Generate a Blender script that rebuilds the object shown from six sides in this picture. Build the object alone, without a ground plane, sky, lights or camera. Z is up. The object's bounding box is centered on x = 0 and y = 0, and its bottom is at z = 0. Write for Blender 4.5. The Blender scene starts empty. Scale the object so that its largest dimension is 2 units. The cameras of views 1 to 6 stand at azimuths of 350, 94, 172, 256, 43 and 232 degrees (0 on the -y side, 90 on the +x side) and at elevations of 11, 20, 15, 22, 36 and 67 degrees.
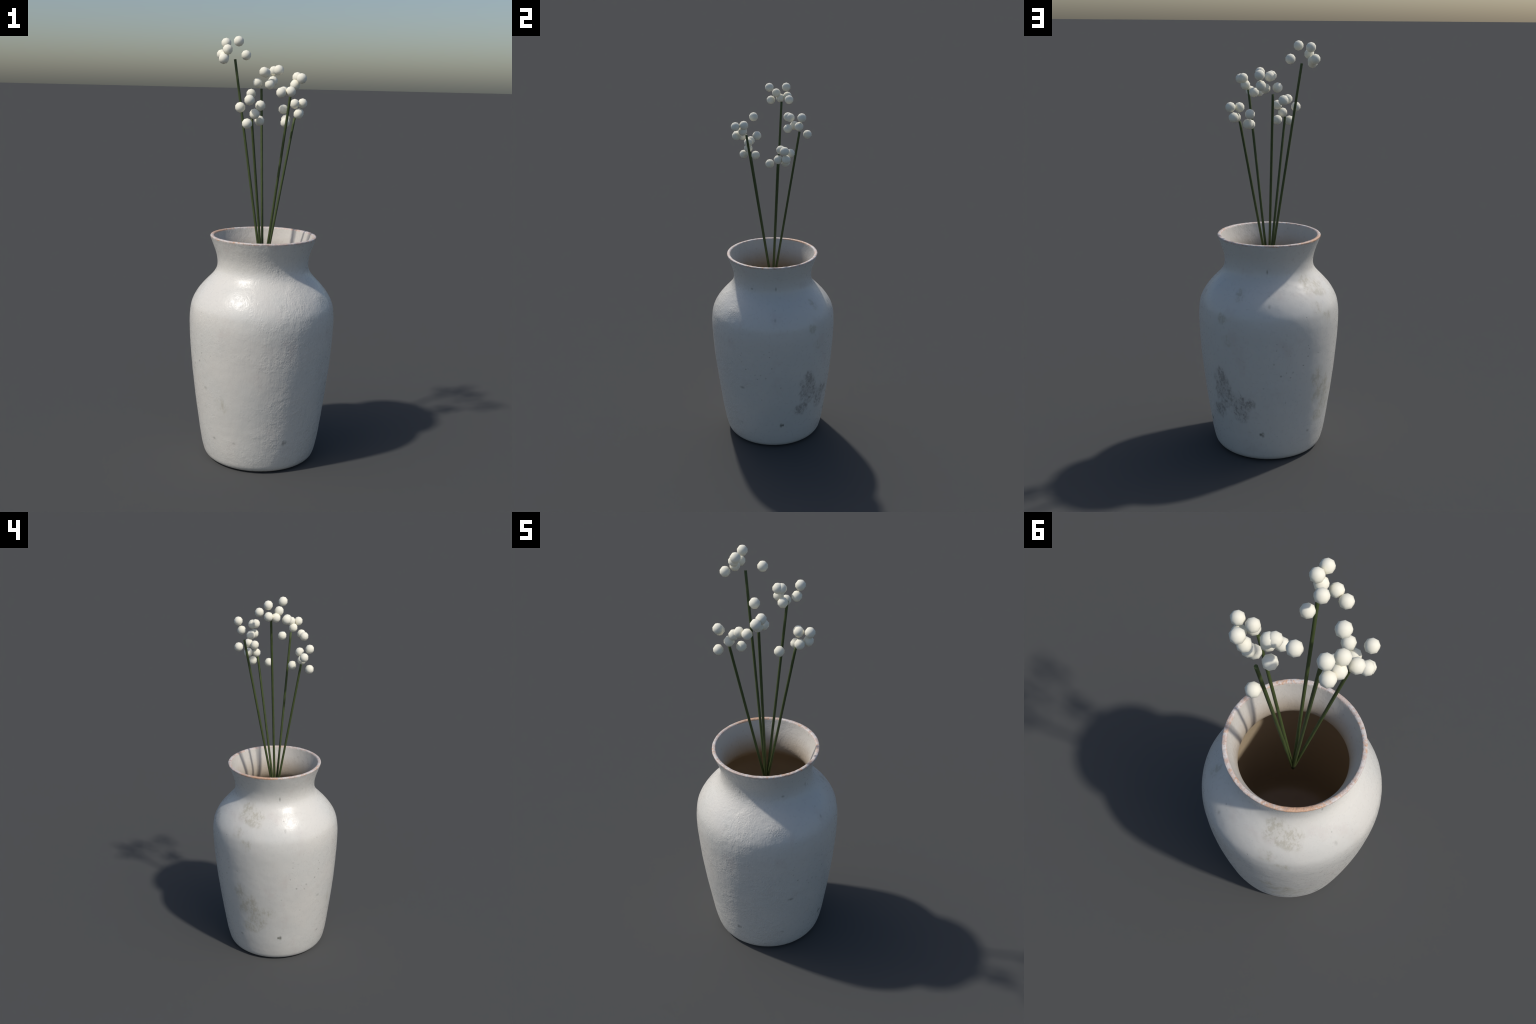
"""White weathered ceramic vase holding five green stems, each topped by a loose cluster of round white berries."""
import bpy, bmesh, math, random
from mathutils import Vector, noise

random.seed(7)
scene = bpy.context.scene
col = scene.collection

# ------------------------------------------------------------------ node helpers
class Nodes:
    """Small helper for writing node materials as expressions."""
    def __init__(self, name):
        self.mat = bpy.data.materials.new(name)
        self.mat.use_nodes = True
        self.t = self.mat.node_tree
        self.t.nodes.clear()
        self.out = self.t.nodes.new("ShaderNodeOutputMaterial")
        self.bsdf = self.t.nodes.new("ShaderNodeBsdfPrincipled")
        self.t.links.new(self.bsdf.outputs[0], self.out.inputs[0])
        self.co = self.t.nodes.new("ShaderNodeTexCoord").outputs["Object"]

    def put(self, socket, v):
        if isinstance(v, bpy.types.NodeSocket):
            self.t.links.new(v, socket)
        elif v is not None:
            if socket.type == "RGBA" and len(v) == 3:
                v = (*v, 1)
            socket.default_value = v

    def math(self, op, a, b=None, c=None, clamp=False):
        n = self.t.nodes.new("ShaderNodeMath")
        n.operation, n.use_clamp = op, clamp
        for s, v in zip(n.inputs, (a, b, c)):
            self.put(s, v)
        return n.outputs[0]

    def ramp(self, v, lo, hi, a=0.0, b=1.0, smooth=True):
        n = self.t.nodes.new("ShaderNodeMapRange")
        n.interpolation_type = "SMOOTHSTEP" if smooth else "LINEAR"
        for s, x in zip(n.inputs[:5], (v, lo, hi, a, b)):
            self.put(s, x)
        return n.outputs[0]

    def mix(self, f, a, b, mode="MIX"):
        n = self.t.nodes.new("ShaderNodeMix")
        n.data_type, n.blend_type = "RGBA", mode
        self.put(n.inputs[0], f)
        self.put(n.inputs[6], a)
        self.put(n.inputs[7], b)
        return n.outputs[2]

    def scaled(self, s, offset=(0, 0, 0)):
        n = self.t.nodes.new("ShaderNodeMapping")
        self.put(n.inputs[0], self.co)
        n.inputs[1].default_value = offset
        n.inputs[3].default_value = s
        return n.outputs[0]

    def noise(self, scale, detail=4, rough=0.5, vec=None, distort=0.0):
        n = self.t.nodes.new("ShaderNodeTexNoise")
        self.put(n.inputs["Vector"], vec or self.co)
        n.inputs["Scale"].default_value = scale
        n.inputs["Detail"].default_value = detail
        n.inputs["Roughness"].default_value = rough
        n.inputs["Distortion"].default_value = distort
        return n.outputs[0]

    def voronoi(self, scale, vec=None, rand=1.0):
        n = self.t.nodes.new("ShaderNodeTexVoronoi")
        self.put(n.inputs["Vector"], vec or self.co)
        n.inputs["Scale"].default_value = scale
        n.inputs["Randomness"].default_value = rand
        return n.outputs["Distance"]

    def xyz(self):
        n = self.t.nodes.new("ShaderNodeSeparateXYZ")
        self.put(n.inputs[0], self.co)
        return n.outputs

    def vec(self, x, y, z=0.0):
        n = self.t.nodes.new("ShaderNodeCombineXYZ")
        for s, v in zip(n.inputs, (x, y, z)):
            self.put(s, v)
        return n.outputs[0]

    def ellipse(self, uv, u, v, a, b, soft=0.0):
        """1 inside an ellipse on the unrolled wall, falling to 0 at its edge."""
        m = self.t.nodes.new("ShaderNodeMapping")
        m.vector_type = "TEXTURE"
        self.put(m.inputs[0], uv)
        m.inputs[1].default_value = (u, v, 0)
        m.inputs[3].default_value = (a, b, 1)
        l = self.t.nodes.new("ShaderNodeVectorMath")
        l.operation = "LENGTH"
        self.put(l.inputs[0], m.outputs[0])
        return self.ramp(l.outputs["Value"], 1.0, soft)

    def union(self, masks):
        r = masks[0]
        for m in masks[1:]:
            r = self.math("MAXIMUM", r, m)
        return r

    def bump(self, height, dist, strength=1.0, normal=None):
        n = self.t.nodes.new("ShaderNodeBump")
        n.inputs["Strength"].default_value = strength
        n.inputs["Distance"].default_value = dist
        self.put(n.inputs["Height"], height)
        if normal:
            self.put(n.inputs["Normal"], normal)
        return n.outputs[0]

    def done(self, color, rough, normal=None, spec=0.5):
        self.put(self.bsdf.inputs["Base Color"], color)
        self.put(self.bsdf.inputs["Roughness"], rough)
        self.put(self.bsdf.inputs["Specular IOR Level"], spec)
        if normal:
            self.put(self.bsdf.inputs["Normal"], normal)
        return self.mat


DEG = math.pi / 180
WALL = 0.33                                     # mean radius used to unroll the wall

# ------------------------------------------------------------------ materials
def plaster_bump(n, amount, scar=None):
    """Brushed, pitted plaster relief: fine vertical strokes, lumps and small pits."""
    strokes = n.noise(1.0, 3, 0.5, n.scaled((70, 70, 16)))
    patch = n.ramp(n.noise(5.5, 3, 0.6, n.scaled((1, 1, 1), (1.7, 0.4, 2.2))), 0.40, 0.62)
    if scar:
        patch = n.math("MAXIMUM", patch, n.math("MULTIPLY", scar, 1.5))
    scabs = n.ramp(n.voronoi(105, n.scaled((1, 1, 0.7))), 0.12, 0.5)
    cells = n.ramp(n.noise(58, 4, 0.62, n.scaled((1, 1, 0.75)), distort=0.3), 0.40, 0.66)
    gentle = n.math("MULTIPLY", strokes, 0.50)
    grit = n.math("MULTIPLY", n.noise(125, 5, 0.62), 0.80)
    coarse = n.math("MULTIPLY_ADD", cells, 0.30, n.math("MULTIPLY_ADD", scabs, 0.22, grit))
    coarse = n.math("MULTIPLY", coarse, n.math("MULTIPLY_ADD", patch, 0.65, 0.35))
    h = n.math("MULTIPLY_ADD", n.math("MULTIPLY", coarse, amount), 1.0, n.math("MULTIPLY", gentle, n.math("MULTIPLY_ADD", amount, 0.8, 0.12)))
    return n.bump(h, 0.0024)


def make_glaze():
    n = Nodes("weathered_white_glaze")
    x, y, z = n.xyz()
    az = n.math("ARCTAN2", y, x)
    wall = n.vec(n.math("MULTIPLY", az, WALL), z)
    # the wear pattern repeats every quarter turn, mirrored on one half of the pot
    half = n.math("GREATER_THAN", n.math("ADD", n.math("MULTIPLY", x, 0.7071), n.math("MULTIPLY", y, -0.7071)), 0.0)
    sign = n.math("MULTIPLY_ADD", half, -2.0, 1.0)
    quarter = n.math("FLOORED_MODULO", n.math("MULTIPLY_ADD", az, sign, 15 * DEG), 90 * DEG)
    fold = n.vec(n.math("MULTIPLY", n.math("SUBTRACT", quarter, 15 * DEG), WALL), z)

    grain = n.noise(62, 6, 0.68)
    cloud = n.noise(3.6, 4, 0.55)
    base = n.mix(n.ramp(cloud, 0.38, 0.62), GLAZE_A, GLAZE_B)
    blotch = n.ramp(n.noise(9, 5, 0.62, n.scaled((1, 1, 0.8), (3, 1, 2))), 0.54, 0.72)
    base = n.mix(n.math("MULTIPLY", blotch, 0.6), base, GLAZE_C)
    speck = n.ramp(n.noise(120, 4, 0.7), 0.62, 0.78)
    base = n.mix(n.math("MULTIPLY", speck, 0.22), base, (0.36, 0.34, 0.31))

    def stain(list_, coords):
        return n.union([n.math("MULTIPLY", n.ellipse(coords, a * DEG * WALL, zz, ra, rz), s) for a, zz, ra, rz, s in list_])

    mottle = n.noise(24, 9, 0.70, n.scaled((1, 1, 0.7), (5, 2, 1)), 0.5)
    fine = n.noise(85, 6, 0.75, n.scaled((1, 1, 0.65)), 0.3)

    def smudge(mask, film, speckle):
        """Irregular scuff: a thin uneven film of dirt with finer, darker broken marks inside it."""
        edge = n.math("MULTIPLY_ADD", n.math("MULTIPLY_ADD", fine, 0.35, n.math("SUBTRACT", mottle, 0.68)), 1.9, mask)
        thin = n.math("MULTIPLY", n.ramp(edge, -0.1, 0.95), film)
        marks = n.math("MULTIPLY_ADD", n.math("SUBTRACT", mottle, 0.5), 0.9, fine)
        marks = n.math("MULTIPLY", n.ramp(marks, 0.44, 0.62), n.math("MULTIPLY", n.ramp(edge, 0.05, 0.75), speckle))
        return n.math("MULTIPLY", n.math("ADD", thin, marks), n.ramp(mask, 0.0, 0.3))

    # large dirt stains: azimuth, height, half width, half height, strength
    dirt = stain([(47, 0.330, 0.10, 0.09, .8), (40, 0.375, 0.095, 0.125, 1.0), (34, 0.250, 0.07, 0.065, .85), (57, 0.300, 0.095, 0.125, .9),
                  (40, 0.450, 0.06, 0.07, .7), (66, 0.320, 0.055, 0.055, .7)], wall)
    moss = stain([(130, 0.43, 0.075, 0.10, .85), (134, 0.365, 0.105, 0.125, .95), (144, 0.29, 0.095, 0.125, 1.0),
                  (137, 0.215, 0.09, 0.055, .9), (155, 0.325, 0.08, 0.07, .6), (131, 0.885, 0.105, 0.075, .95),
                  (143, 0.865, 0.085, 0.065, .8), (127, 0.79, 0.06, 0.055, .65), (136.5, 0.735, 0.06, 0.06, .8),
                  (55, 0.852, 0.05, 0.05, .6), (43.5, 0.742, 0.045, 0.045, .65), (48, 0.636, 0.05, 0.055, .45),
                  (-133, 0.33, 0.10, 0.08, .3)], wall)
    chips = stain([(-14, 0.158, 0.030, 0.013, 1.0), (-11.8, 0.157, 0.013, 0.022, 1.0), (-8.8, 0.954, 0.010, 0.018, .7),
                   (34, 0.147, 0.016, 0.011, .4), (-6.3, 0.814, 0.010, 0.014, .4)], fold)
    chips = n.math("MAXIMUM", chips, stain([(-27, 0.946, 0.018, 0.009, .6), (-28, 0.394, 0.026, 0.013, .6), (-152, 0.394, 0.022, 0.012, .35)], wall))
    pits = stain([(a, zz, r, r, s) for a, zz, r, s in (
        (3.3, .477, .008, .8), (11.3, .466, .006, .9), (13.2, .491, .007, .8), (7.9, .493, .006, .6), (22.3, .519, .0065, .9),
        (26, .617, .005, .8), (27, .600, .005, .7), (26.3, .562, .0065, .9), (36.9, .562, .005, .7), (-2.6, .540, .006, .8),
        (-.5, .642, .006, .6), (-.7, .610, .0055, .8), (24.4, .755, .005, .6), (4.3, .627, .005, .6), (-6.5, .856, .005, .7),
        (33.3, .148, .006, .7), (7.9, .332, .006, .6), (-10.9, .414, .007, .5))], fold)
    scatter = n.ramp(n.voronoi(26), 0.13, 0.04)
    scatter = n.math("MULTIPLY", scatter, n.ramp(n.noise(5, 2), 0.52, 0.66))

    frontal = n.ramp(n.math("ABSOLUTE", n.math("ADD", az, 82 * DEG)), 58 * DEG, 38 * DEG)
    c = n.mix(smudge(moss, 0.20, 0.38), base, (0.395, 0.36, 0.265))
    c = n.mix(smudge(dirt, 0.30, 0.50), c, (0.265, 0.24, 0.215))
    c = n.mix(n.math("MULTIPLY", chips, n.math("MULTIPLY", n.ramp(grain, 0.32, 0.46), n.math("MULTIPLY_ADD", frontal, -0.45, 1.0))), c, (0.19, 0.19, 0.16))
    # they are hidden in the coarse plaster of the front
    ragged = n.math("MULTIPLY", n.ramp(n.noise(130, 3, 0.6), 0.34, 0.56), n.math("MULTIPLY_ADD", frontal, -0.88, 1.0))
    pits = n.math("MULTIPLY", pits, ragged)
    c = n.mix(n.math("MULTIPLY", pits, 0.75), c, (0.20, 0.19, 0.165))
    c = n.mix(n.math("MULTIPLY", scatter, 0.22), c, (0.3, 0.29, 0.26))
    # chipped terracotta creeping over the outer edge of the lip
    edge = n.math("MULTIPLY", n.ramp(z, 1.074, 1.086), n.ramp(n.noise(48, 5, 0.65), 0.56, 0.68))
    c = n.mix(n.math("MULTIPLY", edge, 0.7), c, (0.60, 0.38, 0.27))

    # the relief is coarse on the front and nearly smooth on the back
    front = n.ramp(n.math("ADD", y, n.math("MULTIPLY", x, -0.15)), 0.16, -0.20)
    coarse = n.ramp(n.math("ABSOLUTE", n.math("ADD", az, 66 * DEG)), 52 * DEG, 12 * DEG)
    amount = n.math("MULTIPLY_ADD", front, 0.28, n.math("MULTIPLY_ADD", coarse, 0.62, 0.10))
    scar = n.ellipse(wall, -40 * DEG * WALL, 0.825, 0.075, 0.045)
    normal = plaster_bump(n, n.math("MULTIPLY_ADD", scar, 0.35, amount), scar)
    normal = n.bump(n.math("SUBTRACT", 1.0, n.union([pits, n.math("MULTIPLY", chips, 0.5)])), 0.0015, 0.6, normal)
    rough = n.math("ADD", n.ramp(grain, 0.38, 0.62, 0.26, 0.42), n.math("MULTIPLY", n.union([dirt, moss]), 0.2))
    return n.done(c, rough, normal)


def make_rim():
    n = Nodes("chipped_terracotta_rim")
    x, y, z = n.xyz()
    az = n.math("ARCTAN2", y, x)
    g = n.noise(72, 6, 0.68, distort=0.4)
    broad = n.noise(5.0, 3, 0.6, n.scaled((1, 1, 1), (9, 4, 0)))
    pale = n.mix(n.ramp(n.noise(40, 5, 0.65, n.scaled((1, 1, 1), (2, 7, 1))), 0.42, 0.62), (0.66, 0.615, 0.58), (0.61, 0.49, 0.43))
    a1 = n.ramp(n.math("ABSOLUTE", n.math("SUBTRACT", az, 148 * DEG)), 0.45, 0.05)
    worn = n.math("ADD", g, n.math("MULTIPLY_ADD", n.math("SUBTRACT", broad, 0.5), 0.65, n.math("MULTIPLY", a1, 0.14)))
    c = n.mix(n.ramp(worn, 0.45, 0.68, 0, 0.95), pale, (0.64, 0.38, 0.235))
    c = n.mix(n.ramp(n.noise(95, 5, 0.65), 0.54, 0.70, 0, 0.75), c, (0.45, 0.31, 0.27))
    normal = n.bump(n.noise(80, 5, 0.65), 0.004, 0.9)
    return n.done(c, 0.42, normal)


def make_lining():
    n = Nodes("stained_inside_clay")
    x, y, z = n.xyz()
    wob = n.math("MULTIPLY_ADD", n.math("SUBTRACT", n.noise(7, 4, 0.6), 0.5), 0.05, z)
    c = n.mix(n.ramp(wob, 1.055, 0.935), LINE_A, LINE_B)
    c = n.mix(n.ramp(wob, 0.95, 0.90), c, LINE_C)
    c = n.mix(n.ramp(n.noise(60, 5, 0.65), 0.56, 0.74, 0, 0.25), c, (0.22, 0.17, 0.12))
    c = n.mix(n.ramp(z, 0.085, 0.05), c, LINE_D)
    return n.done(c, 0.55, plaster_bump(n, 0.45), 0.35)


def make_stem():
    n = Nodes("green_stem")
    g = n.noise(1.0, 4, 0.6, n.scaled((160, 160, 22)))
    c = n.mix(n.ramp(g, 0.35, 0.65), STEM_A, STEM_B)
    return n.done(c, 0.6, None, 0.4)


def make_berry():
    n = Nodes("white_berry")
    c = n.mix(n.ramp(n.noise(30, 3), 0.35, 0.65), BERRY_A, BERRY_B)
    return n.done(c, 0.85, None, 0.12)


GLAZE_A, GLAZE_B, GLAZE_C = (0.665, 0.648, 0.600), (0.690, 0.662, 0.606), (0.62, 0.57, 0.525)
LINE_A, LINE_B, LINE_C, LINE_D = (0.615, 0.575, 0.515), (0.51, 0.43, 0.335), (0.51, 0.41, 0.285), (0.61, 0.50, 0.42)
STEM_A, STEM_B = (0.056, 0.080, 0.022), (0.070, 0.096, 0.028)
BERRY_A, BERRY_B = (0.90, 0.86, 0.72), (0.915, 0.88, 0.745)
glaze, rim_mat, lining, stem_mat, berry_mat = make_glaze(), make_rim(), make_lining(), make_stem(), make_berry()

# ------------------------------------------------------------------ vase
# radius and height control points: foot, belly, shoulder, neck, lip, and back down the inside
OUTER = [(0.0, 0.0), (0.15, 0.0), (0.228, 0.0), (0.2440, 0.0006), (0.2515, 0.0045), (0.2605, 0.0115), (0.2690, 0.025), (0.2762, 0.05),
         (0.2826, 0.08), (0.2895, 0.12), (0.2985, 0.18), (0.3080, 0.25), (0.3210, 0.35), (0.3322, 0.45), (0.3405, 0.55),
         (0.3447, 0.62), (0.3465, 0.68), (0.3448, 0.72), (0.3384, 0.76), (0.3262, 0.79), (0.3082, 0.82), (0.2886, 0.845),
         (0.2655, 0.87), (0.2460, 0.89), (0.2300, 0.91), (0.2200, 0.93), (0.2163, 0.95), (0.2166, 0.97), (0.2196, 0.99),
         (0.2250, 1.01), (0.2316, 1.03), (0.2388, 1.05), (0.2462, 1.07), (0.2503, 1.080)]
LIP = [(0.2503, 1.080), (0.2512, 1.0845), (0.2500, 1.0878), (0.2465, 1.0893), (0.2425, 1.0896), (0.2385, 1.0890), (0.2352, 1.0870), (0.2330, 1.0830)]
INNER = [(0.2330, 1.0830), (0.2292, 1.07), (0.2222, 1.05), (0.2150, 1.03), (0.2086, 1.01), (0.2036, 0.99), (0.2008, 0.97),
         (0.2004, 0.95), (0.2040, 0.93), (0.2135, 0.91), (0.2285, 0.89), (0.2480, 0.87), (0.2710, 0.845), (0.2905, 0.82),
         (0.3090, 0.79), (0.3200, 0.76), (0.3255, 0.72), (0.3265, 0.68), (0.3235, 0.62), (0.3185, 0.55), (0.3090, 0.45),
         (0.2970, 0.35), (0.2830, 0.25), (0.2725, 0.18), (0.2615, 0.12), (0.2490, 0.085), (0.2320, 0.063), (0.2080, 0.053),
         (0.17, 0.050), (0.10, 0.050), (0.0, 0.050)]


def smooth_curve(points, step):
    """Catmull-Rom through the control points (centripetal), resampled about every step."""
    p = [Vector(q) for q in points]
    p = [p[0] * 2 - p[1]] + p + [p[-1] * 2 - p[-2]]
    out = [p[1]]
    for a, b, c, d in zip(p, p[1:], p[2:], p[3:]):
        t = [0.0]
        for q, r in ((a, b), (b, c), (c, d)):
            t.append(t[-1] + max((r - q).length, 1e-6) ** 0.5)
        k = max(1, round((c - b).length / step))
        for i in range(1, k + 1):
            s = t[1] + (t[2] - t[1]) * i / k
            l = lambda u, v, i0, i1: u * ((t[i1] - s) / (t[i1] - t[i0])) + v * ((s - t[i0]) / (t[i1] - t[i0]))
            a1, a2, a3 = l(a, b, 0, 1), l(b, c, 1, 2), l(c, d, 2, 3)
            out.append(l(l(a1, a2, 0, 2), l(a2, a3, 1, 3), 1, 2))
    return out


SEG = 320
outer, lip, inner = smooth_curve(OUTER, 0.006), smooth_curve(LIP, 0.0018), smooth_curve(INNER, 0.008)
profile = outer + lip[1:] + inner[1:]
n_outer, n_lip = len(outer), len(lip) - 1


def relief(p, along):
    """Millimetre lumps of hand-thrown clay; chips along the lip."""
    v = Vector(p)
    d = 0.0009 * noise.noise(v * 9.0) + 0.0004 * noise.noise(v * 31.0)
    if n_outer - 3 <= along < n_outer + n_lip:
        d += 0.0008 * noise.noise(v * 70.0) - 0.0026 * max(0.0, noise.noise(v * 26.0 + Vector((4, 2, 9))) - 0.42) * 2.2
    return d


verts, rings = [], []
for i, (r, z) in enumerate(profile):
    if r < 1e-6:
        rings.append([len(verts)])
        verts.append((0, 0, z))
        continue
    a, b = profile[max(i - 1, 0)], profile[min(i + 1, len(profile) - 1)]
    t = (b - a).normalized()
    nr, nz = t.y, -t.x                              # outward in the profile plane
    ring = []
    for k in range(SEG):
        th = math.tau * k / SEG
        q = (r * math.cos(th), r * math.sin(th), z)
        d = relief(q, i) if z > 0.02 else 0.0
        ring.append(len(verts))
        verts.append(((r + nr * d) * math.cos(th), (r + nr * d) * math.sin(th), z + nz * d))
    rings.append(ring)
faces, place = [], []
for i in range(len(rings) - 1):
    A, B = rings[i], rings[i + 1]
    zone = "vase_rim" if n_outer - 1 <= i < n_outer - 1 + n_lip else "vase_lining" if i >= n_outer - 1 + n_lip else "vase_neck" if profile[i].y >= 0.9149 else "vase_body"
    for k in range(SEG):
        j = (k + 1) % SEG
        if len(A) == 1:
            faces.append((A[0], B[j], B[k]))
        elif len(B) == 1:
            faces.append((A[k], A[j], B[0]))
        else:
            faces.append((A[k], A[j], B[j], B[k]))
        place.append(zone)

whole = bpy.data.meshes.new("whole_vase")
whole.from_pydata(verts, [], faces)
whole.shade_smooth()
whole.update()
normals = [v.normal.copy() for v in whole.vertices]

vase = bpy.data.objects.new("ceramic_vase", None)
col.objects.link(vase)
vase["label"] = "weathered white ceramic vase with flared neck and terracotta rim"
vase["category"] = "vase"
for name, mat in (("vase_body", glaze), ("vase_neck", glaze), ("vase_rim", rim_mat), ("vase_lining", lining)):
    mine = [f for f, z in zip(faces, place) if z == name]
    used = sorted({v for f in mine for v in f})
    index = {v: i for i, v in enumerate(used)}
    me = bpy.data.meshes.new(name)
    me.from_pydata([verts[v] for v in used], [], [[index[v] for v in f] for f in mine])
    me.shade_smooth()
    me.materials.append(mat)
    me.update()
    me.normals_split_custom_set_from_vertices([normals[v] for v in used])
    ob = bpy.data.objects.new(name, me)
    ob.parent = vase
    col.objects.link(ob)
bpy.data.meshes.remove(whole)

# ------------------------------------------------------------------ flower sprigs
ROOT = Vector((0.0, 0.0, 0.868))                    # all five stems meet here inside the neck
STEM_R = 0.0061
BERRY_R = 0.0236
# stem tip, then the berries floating loosely round it
SPRIGS = [
    ((-0.1429, 0.0483, 1.899), [(-0.137, -0.016, 1.9765), (-0.181, 0.072, 1.971), (-0.084, 0.092, 1.920), (-0.201, 0.077, 1.919),
                               (-0.182, 0.018, 1.940), (-0.204, -0.013, 1.8975), (-0.195, 0.038, 1.910)]),
    ((0.0023, 0.1510, 1.768), [(-0.022, 0.122, 1.795), (0.057, 0.150, 1.806), (-0.040, 0.191, 1.744), (0.064, 0.165, 1.853),
                              (0.002, 0.090, 1.846), (0.012, 0.103, 1.843), (0.030, 0.091, 1.789)]),
    ((0.0868, -0.1225, 1.768), [(0.073, -0.176, 1.759), (0.066, -0.069, 1.759), (0.035, -0.088, 1.852), (0.121, -0.175, 1.817),
                               (0.111, -0.132, 1.822), (0.100, -0.140, 1.789), (0.030, -0.178, 1.754)]),
    ((-0.0904, -0.1219, 1.6373), [(-0.053, -0.127, 1.695), (-0.109, -0.163, 1.719), (-0.079, -0.130, 1.658), (-0.117, -0.159, 1.616),
                                 (-0.143, -0.122, 1.686), (-0.049, -0.088, 1.627)]),
    ((0.1435, 0.0443, 1.637), [(0.146, 0.060, 1.702), (0.189, 0.082, 1.705), (0.110, 0.082, 1.628), (0.090, -0.001, 1.616),
                              (0.102, 0.107, 1.675), (0.175, 0.089, 1.659), (0.162, 0.0475, 1.655)]),
]


def berry_mesh():
    me = bpy.data.meshes.new("berry")
    bm = bmesh.new()
    bmesh.ops.create_uvsphere(bm, u_segments=8, v_segments=5, radius=BERRY_R)
    bmesh.ops.rotate(bm, verts=bm.verts, cent=(0, 0, 0), matrix=__import__("mathutils").Matrix.Rotation(BERRY_TURN * DEG, 3, "Z"))
    bm.to_mesh(me)
    bm.free()
    me.shade_smooth()
    me.materials.append(berry_mat)
    return me


def stem_mesh(tip):
    """Straight eight-sided stem from the common root, with a flat cut end."""
    axis = Vector(tip) - ROOT
    side = axis.cross(Vector((0, 1, 0))).normalized()
    up = axis.cross(side).normalized()
    rows, n = 24, 8
    vs = [ROOT + axis * (i / rows) + (side * math.cos(math.tau * k / n) + up * math.sin(math.tau * k / n)) * STEM_R - ROOT
          for i in range(rows + 1) for k in range(n)]
    fs = [(i * n + k, i * n + (k + 1) % n, (i + 1) * n + (k + 1) % n, (i + 1) * n + k) for i in range(rows) for k in range(n)]
    fs += [tuple(reversed(range(n))), tuple(range(rows * n, rows * n + n))]
    me = bpy.data.meshes.new("stem")
    me.from_pydata(vs, [], fs)
    bm = bmesh.new()
    bm.from_mesh(me)
    bmesh.ops.recalc_face_normals(bm, faces=bm.faces)
    bm.to_mesh(me)
    bm.free()
    for p in me.polygons:
        p.use_smooth = len(p.vertices) == 4
    me.materials.append(stem_mat)
    return me


BERRY_TURN = 0.0
ball = berry_mesh()
for tip, berries in SPRIGS:
    sprig = bpy.data.objects.new("flower_sprig", None)
    sprig.location = ROOT
    col.objects.link(sprig)
    sprig["label"] = "straight green stem with a loose cluster of white berries"
    sprig["category"] = "dried flower"
    st = bpy.data.objects.new("stem", stem_mesh(tip))
    st.parent = sprig
    col.objects.link(st)
    for b in berries:
        o = bpy.data.objects.new("berry", ball)
        o.parent = sprig
        o.location = Vector(b) - ROOT
        col.objects.link(o)
